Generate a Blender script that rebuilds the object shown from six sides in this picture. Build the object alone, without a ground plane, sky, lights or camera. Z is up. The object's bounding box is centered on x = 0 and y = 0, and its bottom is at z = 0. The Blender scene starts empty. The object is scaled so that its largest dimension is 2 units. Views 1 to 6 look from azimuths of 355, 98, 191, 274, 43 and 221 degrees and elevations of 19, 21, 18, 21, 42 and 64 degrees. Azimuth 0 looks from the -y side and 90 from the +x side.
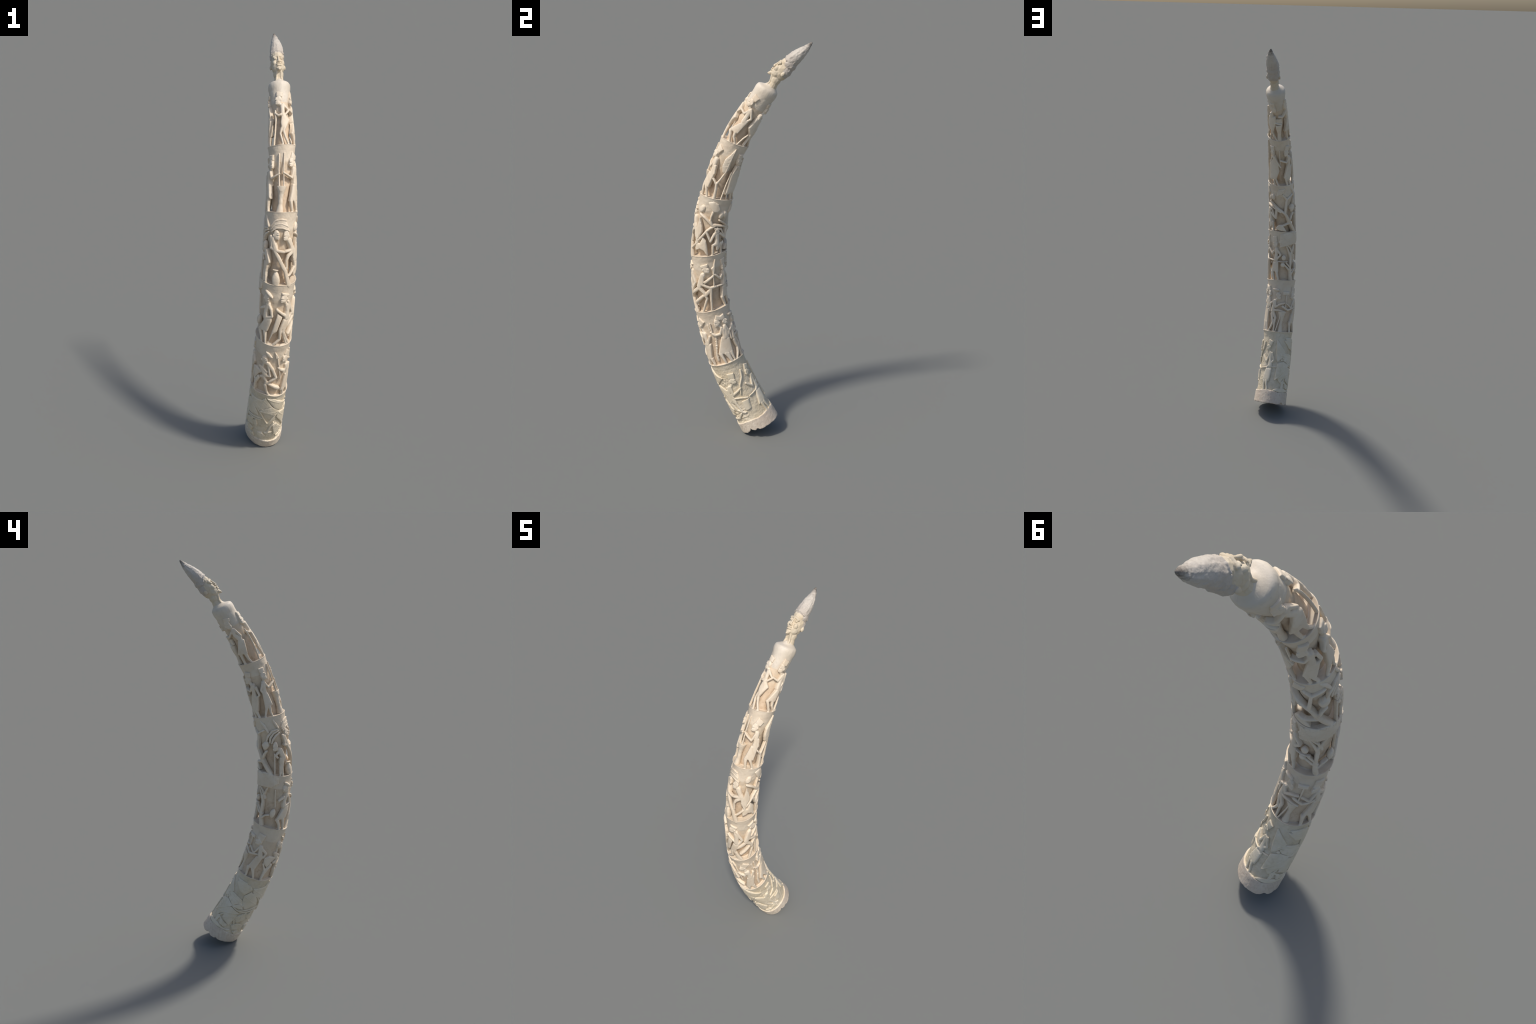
"""Carved ivory tusk: five openwork tiers of small figures over a low-relief base,
crowned by a bust with a tall pointed cap.  Everything is laid out in tusk
coordinates (angle round the axis, length along the axis, depth below the outer
skin) and bent onto the curved, tapering axis of the tusk."""
import bpy, bmesh, math
import numpy as np
from mathutils import noise, Vector

rng = np.random.default_rng(7)

# ------------------------------------------------------------------ tusk axis
AXIS_Z = np.array([0.0, 0.2, 0.4, 0.6, 0.8, 1.0, 1.2, 1.4, 1.6, 1.75, 1.87, 2.0])
AXIS_X = np.array([0.0071, -0.0034, -0.0014, -0.0003, 0.006, 0.0098, 0.0144, 0.0166, 0.0154, 0.011, 0.0072, -0.0016])
AXIS_X[0] = 0.001
AXIS_Y = np.array([0.1195, 0.0027, -0.0883, -0.1477, -0.1804, -0.1849, -0.1634, -0.114, -0.0344, 0.0563, 0.1439, 0.2727])
# outer skin: half width (x) and half depth (in the plane of the curve) by height
SKIN_Z = np.array([0, .08, .2, .4, .6, .8, .95, 1.1, 1.25, 1.4, 1.55, 1.65, 1.75, 1.8])
SKIN_RX = np.array([.0935, .0905, .0880, .0860, .0825, .0795, .079, .0755, .0715, .0655, .0595, .0525, .0485, .0475])
SKIN_RY = np.array([.1015, .100, .0965, .092, .0890, .0870, .0850, .0838, .0795, .0735, .0665, .0595, .0545, .050])


def natural_spline(xk, yk, x):
    n = len(xk)
    h = np.diff(xk)
    a = np.eye(n)
    b = np.zeros(n)
    for i in range(1, n - 1):
        a[i, i - 1:i + 2] = h[i - 1], 2 * (h[i - 1] + h[i]), h[i]
        b[i] = 6 * ((yk[i + 1] - yk[i]) / h[i] - (yk[i] - yk[i - 1]) / h[i - 1])
    m = np.linalg.solve(a, b)
    i = np.clip(np.searchsorted(xk, x) - 1, 0, n - 2)
    d, hh = x - xk[i], h[i]
    return (yk[i] + d * ((yk[i + 1] - yk[i]) / hh - hh * (2 * m[i] + m[i + 1]) / 6)
            + d * d * m[i] / 2 + d ** 3 * (m[i + 1] - m[i]) / (6 * hh))


_z = np.linspace(-0.05, 2.0, 3000)
_c = np.stack([natural_spline(AXIS_Z, AXIS_X, _z), natural_spline(AXIS_Z, AXIS_Y, _z), _z], -1)
_s = np.concatenate([[0], np.cumsum(np.linalg.norm(np.diff(_c, axis=0), axis=1))])
_s -= np.interp(0, _z, _s)
_t = np.gradient(_c, axis=0)
_t /= np.linalg.norm(_t, axis=1)[:, None]
_x = np.array([1.0, 0, 0]) - _t * _t[:, :1]
_x /= np.linalg.norm(_x, axis=1)[:, None]
_n = np.cross(_x, _t)
if _n[1500, 1] > 0:
    _n = -_n
_rx = np.interp(_z, SKIN_Z, SKIN_RX)
_ry = np.interp(_z, SKIN_Z, SKIN_RY)
_rx = _rx + .0006
_ry = _ry + .0008
_k = np.hanning(161)
_k /= _k.sum()
_rx = np.convolve(np.pad(_rx, 80, 'edge'), _k, 'valid')
_ry = np.convolve(np.pad(_ry, 80, 'edge'), _k, 'valid')


def along(s, table):
    if table.ndim == 1:
        return np.interp(s, _s, table)
    return np.stack([np.interp(s, _s, table[:, i]) for i in range(3)], -1)


SKEW_S = [0, .1, .3, 1.3, 1.6, 1.85, 1.9]
SKEW_D = [.0055, .0050, .0036, .0036, .0026, .0010, 0.0]


def on_tusk(theta, s, d):
    """angle (rad, 0 = outer curve, 90 deg = +x), length (m), depth (m) -> xyz"""
    # the section is a slightly turned oval, fullest towards 45 and 225 degrees
    d = d + np.interp(s, SKEW_S, SKEW_D) * np.sin(2 * theta)
    rx, ry = along(s, _rx) + d, along(s, _ry) + d
    return (along(s, _c) + along(s, _x) * (rx * np.sin(theta))[..., None]
            + along(s, _n) * (ry * np.cos(theta))[..., None])


def on_axis(a, s, b):
    """sideways, length, forward (m) -> xyz"""
    return along(s, _c) + along(s, _x) * a[..., None] + along(s, _n) * b[..., None]


# ----------------------------------------------------- tiers, ledges and floors
def wrap(t):
    return (t + math.pi) % (2 * math.pi) - math.pi


def ledge_s(k, th):
    """height along the tusk (m) of the floor of tier k (1 top ... 5), tier 6 = rim"""
    c = (1 - np.cos(th)) / 2
    if k == 1:
        v = 1618 + 8 * c + 3 * np.sin(th)
    elif k == 2:
        v = 1340 + 8.5 * c + 1.5 * np.sin(th)
    elif k == 3:
        v = 1036 + 31 * c ** 1.3 + 3 * np.sin(th)
    elif k == 4:
        v = 755 + 16 * c ** 1.5
    elif k == 5:
        v = 463 + 13 * np.exp(-(np.degrees(wrap(th + 0.3)) / 38) ** 2) + 4 * np.exp(-(np.degrees(wrap(th + 1.7)) / 30) ** 2)
    else:
        v = 113 + 6 * np.sin(2 * th + 2.0) ** 2
    return v / 1000


FLOOR = {1: 27, 2: 32, 3: 33, 4: 26, 5: 16, 6: 8}      # mm the wall lies back at the foot of a tier
TIER_R = {1: .056, 2: .070, 3: .080, 4: .083, 5: .087, 6: .092}


def wall_depth(k, t):
    """depth (mm) of the background wall of tier k at height fraction t"""
    D = FLOOR[k]
    if k == 6:
        return np.interp(t, [0, .03, .9, .97, 1], [-7.0, -8.0, -7.5, -5.0, -1.8])
    if k == 1:
        return np.interp(t, [0, .25, .55, .76, .88, 1], [-D, -D * .92, -D * .74, -11, -7.0, -3.6])
    top = -11.0 if k < 3 else -9.0
    mid = .74 if k < 3 else .64
    return np.interp(t, [0, .25, .55, .78, .88, .96, 1], [-D, -D * .92, -D * mid, top, -7.0, -3.2, -1.2])


# ------------------------------------------------------------------- materials
def material(name, base, warm, stain, rough=0.55, scale=22.0, stain_amount=0.35, streak=False, bump=0.25,
             bump_scale=260.0, tip=None):
    m = bpy.data.materials.new(name)
    m.use_nodes = True
    nt = m.node_tree
    N, L = nt.nodes, nt.links
    bsdf = N['Principled BSDF']
    bsdf.inputs['Roughness'].default_value = rough
    bsdf.inputs['Specular IOR Level'].default_value = 0.35
    bsdf.inputs['Subsurface Weight'].default_value = 0.0
    co = N.new('ShaderNodeTexCoord')
    mp = N.new('ShaderNodeMapping')
    L.new(co.outputs['Object'], mp.inputs['Vector'])

    def tex(sc, detail, dist=0.0, vec=None):
        n = N.new('ShaderNodeTexNoise')
        n.inputs['Scale'].default_value = sc
        n.inputs['Detail'].default_value = detail
        n.inputs['Roughness'].default_value = 0.6
        n.inputs['Distortion'].default_value = dist
        L.new((vec or mp).outputs['Vector'], n.inputs['Vector'])
        return n

    def ramp(src, lo, hi, a, b):
        r = N.new('ShaderNodeMapRange')
        r.inputs['From Min'].default_value = lo
        r.inputs['From Max'].default_value = hi
        r.inputs['To Min'].default_value = a
        r.inputs['To Max'].default_value = b
        L.new(src, r.inputs['Value'])
        return r.outputs['Result']

    def mix(fac, a, b):
        x = N.new('ShaderNodeMix')
        x.data_type = 'RGBA'
        L.new(fac, x.inputs['Factor'])
        for s_, v in ((6, a), (7, b)):
            if isinstance(v, tuple):
                x.inputs[s_].default_value = (*v, 1)
            else:
                L.new(v, x.inputs[s_])
        return x.outputs[2]

    big = tex(scale * 0.45, 3.0, 0.4)
    mid = tex(scale * 2.2, 5.0, 0.8)
    col = mix(ramp(big.outputs['Fac'], 0.36, 0.64, 0, 1), base, warm)
    if streak:
        mp2 = N.new('ShaderNodeMapping')
        mp2.inputs['Rotation'].default_value = (math.radians(-28), 0, 0)
        mp2.inputs['Scale'].default_value = (9, 9, 0.9)
        L.new(co.outputs['Object'], mp2.inputs['Vector'])
        st = tex(14, 4.0, 0.2, mp2)
        col = mix(ramp(st.outputs['Fac'], 0.48, 0.78, 0, 0.6), col, stain)
    col = mix(ramp(mid.outputs['Fac'], 0.52, 0.75, 0, stain_amount), col, stain)
    if tip:
        pos, r0, r1, tc = tip
        d = N.new('ShaderNodeVectorMath')
        d.operation = 'DISTANCE'
        L.new(co.outputs['Object'], d.inputs[0])
        d.inputs[1].default_value = pos
        sp = tex(120, 3.0)
        ad = N.new('ShaderNodeMath')
        ad.operation = 'MULTIPLY_ADD'
        L.new(sp.outputs['Fac'], ad.inputs[0])
        ad.inputs[1].default_value = -0.07
        L.new(d.outputs['Value'], ad.inputs[2])
        col = mix(ramp(ad.outputs[0], r0 - .035, r1 - .035, 0.85, 0), col, tc)
    L.new(col, bsdf.inputs['Base Color'])
    fine = tex(bump_scale, 4.0)
    bp = N.new('ShaderNodeBump')
    bp.inputs['Strength'].default_value = bump
    bp.inputs['Distance'].default_value = 0.0012
    L.new(fine.outputs['Fac'], bp.inputs['Height'])
    L.new(bp.outputs['Normal'], bsdf.inputs['Normal'])
    return m


TIP = tuple(float(v) for v in on_axis(np.array([0.0]), np.array([2.190]), np.array([0.0]))[0])
M_FIG = material('carved_ivory', (.72, .62, .485), (.66, .545, .405), (.52, .38, .24), stain_amount=.35)
M_WALL = material('browner_ivory_ground', (.64, .505, .365), (.57, .435, .30), (.37, .245, .15), stain_amount=.65)  # browner, darker tone on the lower half of each tier's wall
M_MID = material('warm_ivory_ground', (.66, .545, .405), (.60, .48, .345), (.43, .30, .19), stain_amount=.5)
M_LEDGE = material('pale_ivory_ledge', (.69, .595, .465), (.64, .53, .40), (.50, .41, .27), stain_amount=.35)
M_LOW = material('greyed_ivory_relief', (.70, .615, .48), (.64, .545, .39), (.47, .39, .25), stain_amount=.35, bump=.35)
M_LOWWALL = material('greyed_ivory_ground', (.655, .57, .435), (.58, .485, .34), (.42, .34, .21), stain_amount=.5, bump=.45)
M_RIM = material('raw_tusk_rim', (.65, .565, .45), (.58, .475, .37), (.44, .33, .24), streak=True, bump=.6, bump_scale=160)
M_FACE = material('yellowed_ivory_face', (.62, .54, .41), (.58, .48, .34), (.42, .32, .19), stain_amount=.4, bump=.35)
M_SHOULDER = material('worn_ivory_shoulder', (.65, .575, .47), (.60, .515, .40), (.45, .385, .32), stain_amount=.35, bump=.35)
M_CAP = material('weathered_ivory_cap', (.52, .47, .40), (.46, .40, .335), (.31, .265, .23), stain_amount=.45, bump=.6,
                 bump_scale=190, tip=(TIP, 0.004, 0.040, (.09, .075, .06)))

# ------------------------------------------------------------- object plumbing
root = bpy.data.objects.new('carved_tusk', None)
root.empty_display_size = 0.2
bpy.context.collection.objects.link(root)
root['label'] = 'curved carved ivory tusk with tiers of small figures'
root['category'] = 'carved sculpture'


def vertex_normals(v, f):
    q = v[f]
    n = np.cross(q[:, 2] - q[:, 0], q[:, 3] - q[:, 1]) if f.shape[1] == 4 else np.cross(q[:, 1] - q[:, 0], q[:, 2] - q[:, 0])
    out = np.zeros_like(v)
    for i in range(f.shape[1]):
        np.add.at(out, f[:, i], n)
    return out / np.maximum(np.linalg.norm(out, axis=1), 1e-12)[:, None]


def add_mesh(name, v, f, n, mat, parent, kind=None):
    """one named part cut from a larger smooth surface, keeping that surface's normals"""
    used, inv = np.unique(f, return_inverse=True)
    me = bpy.data.meshes.new(name)
    me.from_pydata(v[used].tolist(), [], inv.reshape(f.shape).tolist())
    me.polygons.foreach_set('use_smooth', np.ones(len(me.polygons), bool))
    me.update()
    me.normals_split_custom_set_from_vertices(n[used].tolist())
    me.materials.append(mat)
    ob = bpy.data.objects.new(name, me)
    bpy.context.collection.objects.link(ob)
    ob.parent = parent
    if kind:
        ob['kind'] = kind
    return ob


def add_empty(name, parent):
    e = bpy.data.objects.new(name, None)
    e.empty_display_size = 0.02
    bpy.context.collection.objects.link(e)
    e.parent = parent
    return e


# --------------------------------------------------- solids of a carving (mm)
# A carving is a list of solids in flat panel space (u round, v up, w outward);
# they are fused with a voxel remesh, softened, then bent onto the tusk.
_sph = bmesh.new()
bmesh.ops.create_icosphere(_sph, subdivisions=2, radius=1.0)
SPH_V = np.array([v.co[:] for v in _sph.verts])
SPH_F = [[v.index for v in f.verts] for f in _sph.faces]
_sph.free()


class Limb:
    def __init__(self, label, pts, radii, deep=0.0):
        self.label, self.p, self.r, self.deep = label, np.array(pts, float), np.array(radii, float), deep

    def build(self, bm):
        for a, b, ra, rb in zip(self.p[:-1], self.p[1:], self.r[:-1], self.r[1:]):
            cs = [SPH_V * ra + a, SPH_V * rb + b]
            if self.deep:       # left standing on the ground behind it
                inn = np.array([0, 0, -self.deep])
                cs += [SPH_V * ra * 1.05 + a + inn, SPH_V * rb * 1.05 + b + inn]
            vs = [bm.verts.new(c) for c in np.concatenate(cs)]
            res = bmesh.ops.convex_hull(bm, input=vs)
            bmesh.ops.delete(bm, geom=[g for g in res['geom_interior'] if isinstance(g, bmesh.types.BMVert)], context='VERTS')

    def dist(self, q):
        best = np.full(len(q), 1e9)
        for a, b, ra, rb in zip(self.p[:-1], self.p[1:], self.r[:-1], self.r[1:]):
            ab = b - a
            t = np.clip((q - a) @ ab / max(ab @ ab, 1e-9), 0, 1)
            best = np.minimum(best, np.linalg.norm(q - a - t[:, None] * ab, axis=1) - (ra + (rb - ra) * t))
        return best


class Ellipsoid:
    def __init__(self, label, c, r, tilt=0.0):
        self.label, self.c, self.r = label, np.array(c, float), np.array(r, float)
        a = math.radians(tilt)
        self.m = np.array([[math.cos(a), -math.sin(a), 0], [math.sin(a), math.cos(a), 0], [0, 0, 1]])

    def build(self, bm):
        vs = [bm.verts.new(c) for c in (SPH_V * self.r) @ self.m.T + self.c]
        for f in SPH_F:
            bm.faces.new([vs[i] for i in f])

    def dist(self, q):
        x = ((q - self.c) @ self.m) / self.r
        return (np.linalg.norm(x, axis=1) - 1) * self.r.min()


class Slab:
    """flat outline with a lower and an upper face"""
    def __init__(self, label, poly, w0, w1, dome=4.0):
        self.label, self.poly, self.w0, self.w1, self.dome = label, np.array(poly, float), w0, w1, dome

    def build(self, bm):
        c = self.poly.mean(0)
        n = len(self.poly)
        rings = [[bm.verts.new((*(c + (p - c) * k), w)) for p in self.poly]
                 for k, w in ((1, self.w0), (1, self.w1 - self.dome), (.92, self.w1 - self.dome * .45), (.78, self.w1 - self.dome * .15), (.5, self.w1))]
        bm.faces.new(rings[0][::-1])
        bm.faces.new(rings[-1])
        for lo, hi in zip(rings[:-1], rings[1:]):
            for i in range(n):
                bm.faces.new((lo[i], lo[(i + 1) % n], hi[(i + 1) % n], hi[i]))

    def dist(self, q):
        n = len(self.poly)
        best = np.full(len(q), 1e9)
        inside = np.zeros(len(q), bool)
        x, y = q[:, 0], q[:, 1]
        for i in range(n):
            a, b = self.poly[i], self.poly[(i + 1) % n]
            ab = b - a
            t = np.clip(((x - a[0]) * ab[0] + (y - a[1]) * ab[1]) / max(ab @ ab, 1e-9), 0, 1)
            best = np.minimum(best, np.hypot(x - a[0] - t * ab[0], y - a[1] - t * ab[1]))
            cr = (a[1] > y) != (b[1] > y)
            with np.errstate(divide='ignore', invalid='ignore'):
                inside ^= cr & (x < ab[0] * (y - a[1]) / (ab[1] if ab[1] else 1e-9) + a[0])
        d2 = np.where(inside, -best, best)
        dw = np.maximum(self.w0 - q[:, 2], q[:, 2] - self.w1)
        return np.maximum(d2, dw)


class Turned:
    """stack of round frusta standing upright in the panel"""
    def __init__(self, label, prof, w):
        self.label, self.prof, self.w = label, prof, w

    def build(self, bm):
        a = np.linspace(0, 2 * math.pi, 24, endpoint=False)
        rings = [[bm.verts.new((u + r * math.cos(t), v, self.w + .85 * r * math.sin(t))) for t in a] for u, v, r in self.prof]
        for p, q in zip(rings[:-1], rings[1:]):
            for i in range(24):
                bm.faces.new((p[i], p[(i + 1) % 24], q[(i + 1) % 24], q[i]))
        bm.faces.new(rings[0])
        bm.faces.new(rings[-1][::-1])

    def dist(self, q):
        return np.zeros(len(q))


def fuse(solids, voxel=1.5, soften=4):
    bm = bmesh.new()
    for s in solids:
        s.build(bm)
    bmesh.ops.triangulate(bm, faces=[f for f in bm.faces if len(f.verts) > 4], ngon_method='EAR_CLIP')
    bmesh.ops.recalc_face_normals(bm, faces=bm.faces)
    me = bpy.data.meshes.new('fuse')
    bm.to_mesh(me)
    bm.free()
    ob = bpy.data.objects.new('fuse', me)
    bpy.context.collection.objects.link(ob)
    md = ob.modifiers.new('r', 'REMESH')
    md.mode = 'VOXEL'
    md.voxel_size = voxel
    dg = bpy.context.evaluated_depsgraph_get()
    ev = ob.evaluated_get(dg)
    em = ev.to_mesh()
    v = np.empty(len(em.vertices) * 3)
    em.vertices.foreach_get('co', v)
    v = v.reshape(-1, 3)
    f = np.array([p.vertices[:] for p in em.polygons if len(p.vertices) == 4], int).reshape(-1, 4)
    ev.to_mesh_clear()
    bpy.data.objects.remove(ob)
    bpy.data.meshes.remove(me)
    e = np.unique(np.sort(np.concatenate([f[:, [i, (i + 1) % 4]] for i in range(4)]), axis=1), axis=0)
    deg = np.bincount(e.ravel(), minlength=len(v)).clip(1)[:, None]
    for i in range(soften):
        acc = np.zeros_like(v)
        np.add.at(acc, e[:, 0], v[e[:, 1]])
        np.add.at(acc, e[:, 1], v[e[:, 0]])
        v = v + (0.55 if i % 2 == 0 else -0.35) * (acc / deg - v)
    return v, f


def chip(v, amount=0.5, scale=0.11):
    """hand-cut unevenness (mm)"""
    return v + np.array([noise.noise_vector(Vector(p) * scale) for p in v]) * amount


def bend(v, tier):
    v = v.copy()
    v[:, 2] = np.where(v[:, 2] > 0, v[:, 2] * .4, v[:, 2])      # nothing stood far proud of the tusk's own skin
    return on_tusk(v[:, 0] / 1000 / TIER_R[tier], v[:, 1] / 1000, v[:, 2] / 1000)


def U(tier, th):
    return math.radians(th) * TIER_R[tier] * 1000


def squash_all(v, tier):
    if tier == 6:
        v = v.copy()
        v[:, 2] = -5.0 + (v[:, 2] + 6.0) * 0.72
    return v


def pt(tier, p, w):
    return (U(tier, p[0]), p[1], w)


def stand(tier, p):
    """let a foot reach the floor of its tier"""
    if tier < 6:
        f = float(ledge_s(tier, np.array(math.radians(p[0])))) * 1000
        if p[1] - f < 22:
            return (p[0], f - 1.0)
    return p


def place(name, tier, solids, mat=None, parent=None, voxel=1.5, soften=4):
    v, f = fuse(solids, voxel, soften)
    w = bend(squash_all(chip(v), tier), tier)
    n = vertex_normals(w, f)
    mat = mat or (M_LOW if tier == 6 else M_FIG)
    labels = [s.label for s in solids]
    uniq = list(dict.fromkeys(labels))
    if len(uniq) == 1:
        return add_mesh(name, w, f, n, mat, parent or root)
    ctr = v[f].mean(1)
    dist = np.stack([np.min([s.dist(ctr) for s in solids if s.label == u], axis=0) for u in uniq])
    who = dist.argmin(0)
    e = add_empty(name, parent or root)
    for i, u in enumerate(uniq):
        if (who == i).any():
            add_mesh(u[0] if isinstance(u, tuple) else u, w, f[who == i], n, mat, e)
    return e


def figure(tier, head, head_size, face, torso, hat=None, arms=(), legs=(), skirt=None, brim=False, torso_r=0, arm_r=0, leg_r=0):
    slim = tier < 3
    torso_r = torso_r or (12.5 if slim else 14.0)
    arm_r = arm_r or (5.0 if slim else 6.0)
    leg_r = leg_r or (5.2 if slim else 6.4)
    hw, hh = head_size[0] * 1.5, head_size[1] * 1.3
    S = []
    hu, hv = U(tier, head[0]), head[1]
    hd = -hw * 0.6
    S.append(Ellipsoid('head', (hu, hv, hd), (hw * .9, hh, hw * .8)))
    S.append(Ellipsoid('head', (hu + face * hw * .25, hv - hh * .42, hd + hw * .2), (hw * .72, hh * .5, hw * .72)))
    for dv, dw, r in ((.05, .78, .26), (-.38, .70, .22), (-.66, .62, .22), (.32, .72, .2)):     # nose, lips, chin, brow
        S.append(Ellipsoid('head', (hu + face * hw * .55, hv + hh * dv, hd + hw * dw), (hw * (.30 if dv > .3 else r + .1), hh * r * .6, hw * r)))
    S.append(Ellipsoid('head', (hu - face * hw * .55, hv - hh * .1, hd + hw * .62), (hw * .18, hh * .24, hw * .25)))
    if hat:
        au, av = U(tier, hat[0]), hat[1]
        tl = math.degrees(math.atan2(-(au - hu), av - hv))
        if brim:
            S.append(Ellipsoid('headdress', (au, av, -5), (hw * 1.25, hh * .34, hw * .8), tl * .5 - 18 * face))
        else:
            ax = np.array([au - hu, av - hv])
            ax /= max(np.linalg.norm(ax), 1e-6)
            pr = np.array([-ax[1], ax[0]])
            b0, b1 = np.array([hu, hv]) + ax * hh * .55, np.array([au, av]) + ax * hh * .06
            S.append(Slab('headdress', [b0 + pr * hw * .8, b0 - pr * hw * .8, b1 - pr * hw * .92, b1 + pr * hw * .92], -13, .5))
    tp = [pt(tier, p, -10.0) for p in torso]
    n = len(tp)
    S.append(Limb('torso', tp, [torso_r * k for k in np.interp(np.arange(n) / max(n - 1, 1), [0, .5, 1], [1.0, .88, 1.05])], 6))
    S.append(Limb('neck', [(hu, hv - hh * .5, hd - 1), tp[0]], [hw * .5, 7]))
    for i, a in enumerate(arms):
        k = len(a)
        S.append(Limb(('arm', i), [pt(tier, p, -4.0) for p in a], np.interp(np.arange(k) / (k - 1), [0, .5, 1], [arm_r + .9, arm_r, arm_r - .6]), 9))
        S.append(Ellipsoid(('arm', i), pt(tier, a[-1], -3.6), (5.4, 5.4, 4.4)))
    for i, a in enumerate(legs):
        a = [p for p in a[:-1]] + [stand(tier, a[-1])]
        k = len(a)
        S.append(Limb(('leg', i), [pt(tier, p, -6.0) for p in a], np.interp(np.arange(k) / (k - 1), [0, .6, 1], [leg_r * 1.5, leg_r, leg_r * .82]), 3))
        fu, fv, fw = pt(tier, a[-1], -5.0)
        S.append(Ellipsoid(('leg', i), (fu + face * 3.0, fv + 1.2, fw + .5), (7.0, 3.2, 4.6)))
    if skirt:
        poly = [(U(tier, p[0]), p[1]) for p in skirt]
        S.append(Slab('skirt', poly, -18, 1.5, 6.0))
    return place('carved_figure', tier, S)


def rod(name, tier, pts, radii, w=-4.5, knots=False):
    pts = list(pts[:-1]) + [stand(tier, pts[-1])]
    P = [pt(tier, p, w) for p in pts]
    S = [Limb(name, P, radii, 3 if name in ('staff', 'pestle', 'pole') else 7)]
    if knots:
        for a, b in zip(P[:-1], P[1:]):
            m = max(2, int(math.dist(a, b) / 7))
            for j in range(m):
                c = np.array(a) + (np.array(b) - np.array(a)) * j / m
                S.append(Ellipsoid(name, c + rng.normal(0, .8, 3), (8.0, 2.6, 5.5), rng.uniform(-25, 25)))
    return place(name, tier, S)


def branches(name, tier, limbs, radii):
    S = []
    for l, r in zip(limbs, radii):
        l = [stand(tier, l[0])] + list(l[1:])
        r = [x * 1.2 for x in r]
        S.append(Limb(name, [pt(tier, p, -r_ - .3) for p, r_ in zip(l, r)], r, 8))
    return place(name, tier, S)


def plate(name, tier, poly, depth=(-9, -1), rib=False, grain=False):
    P = np.array([(U(tier, p[0]), p[1]) for p in poly])
    S = [Slab(name, P, depth[0] - 5, depth[1] + 1.5, 3.0 if rib else 5.0)]
    c = P.mean(0)
    if rib:
        d = np.linalg.norm(P[:, None] - P[None], axis=-1)
        i, j = np.unravel_index(d.argmax(), d.shape)
        a, b = P[i], P[j]
        w = depth[1] + 1.2
        S.append(Limb(name, [(*(a * .94 + b * .06), w), (*(a * .06 + b * .94), w)], [2.2, 2.0]))
        ax = (b - a) / d[i, j]
        pr = np.array([-ax[1], ax[0]])
        for t in np.arange(.22, .85, .16):
            o = a + (b - a) * t
            for sg in (-1, 1):
                # run the vein out until it meets the outline
                step = (ax * .45 + pr * sg)
                step /= np.linalg.norm(step)
                reach = 0
                test = S[0]
                for r in np.arange(2, 40, 1.5):
                    if test.dist(np.array([[*(o + step * r), (depth[0] + w) / 2]]))[0] > -1.2:
                        break
                    reach = r
                if reach > 3:
                    S.append(Limb(name, [(*o, w - .1), (*(o + step * reach), w - 1.2)], [1.7, 1.4]))
    if grain:
        lo, hi = P.min(0), P.max(0)
        for _ in range(260):
            o = rng.uniform(lo, hi)
            if S[0].dist(np.array([[*o, depth[1] - 2]]))[0] < -2.0:
                S.append(Ellipsoid(name, (*o, depth[1] + 1.3), (2.0, 4.0, 2.0), rng.uniform(-25, 25)))
    return place(name, tier, S)


def turned(name, tier, prof, w=None):
    R = max(p[2] for p in prof)
    last = stand(tier, prof[-1][:2])
    prof = prof[:-1] + [(prof[-1][0], last[1], prof[-1][2])]
    return place(name, tier, [Turned(name, [(U(tier, a), b, r * 1.2) for a, b, r in prof], -R * .75 if w is None else w)])


def blob(name, tier, c, size, tilt=0.0):
    size = (size[0] * 1.25, size[1] * 1.2)
    return place(name, tier, [Ellipsoid(name, pt(tier, c, -size[0] * (.65 if tier < 6 else .1)), (size[0], size[1], size[0] * .85), tilt)])


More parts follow.
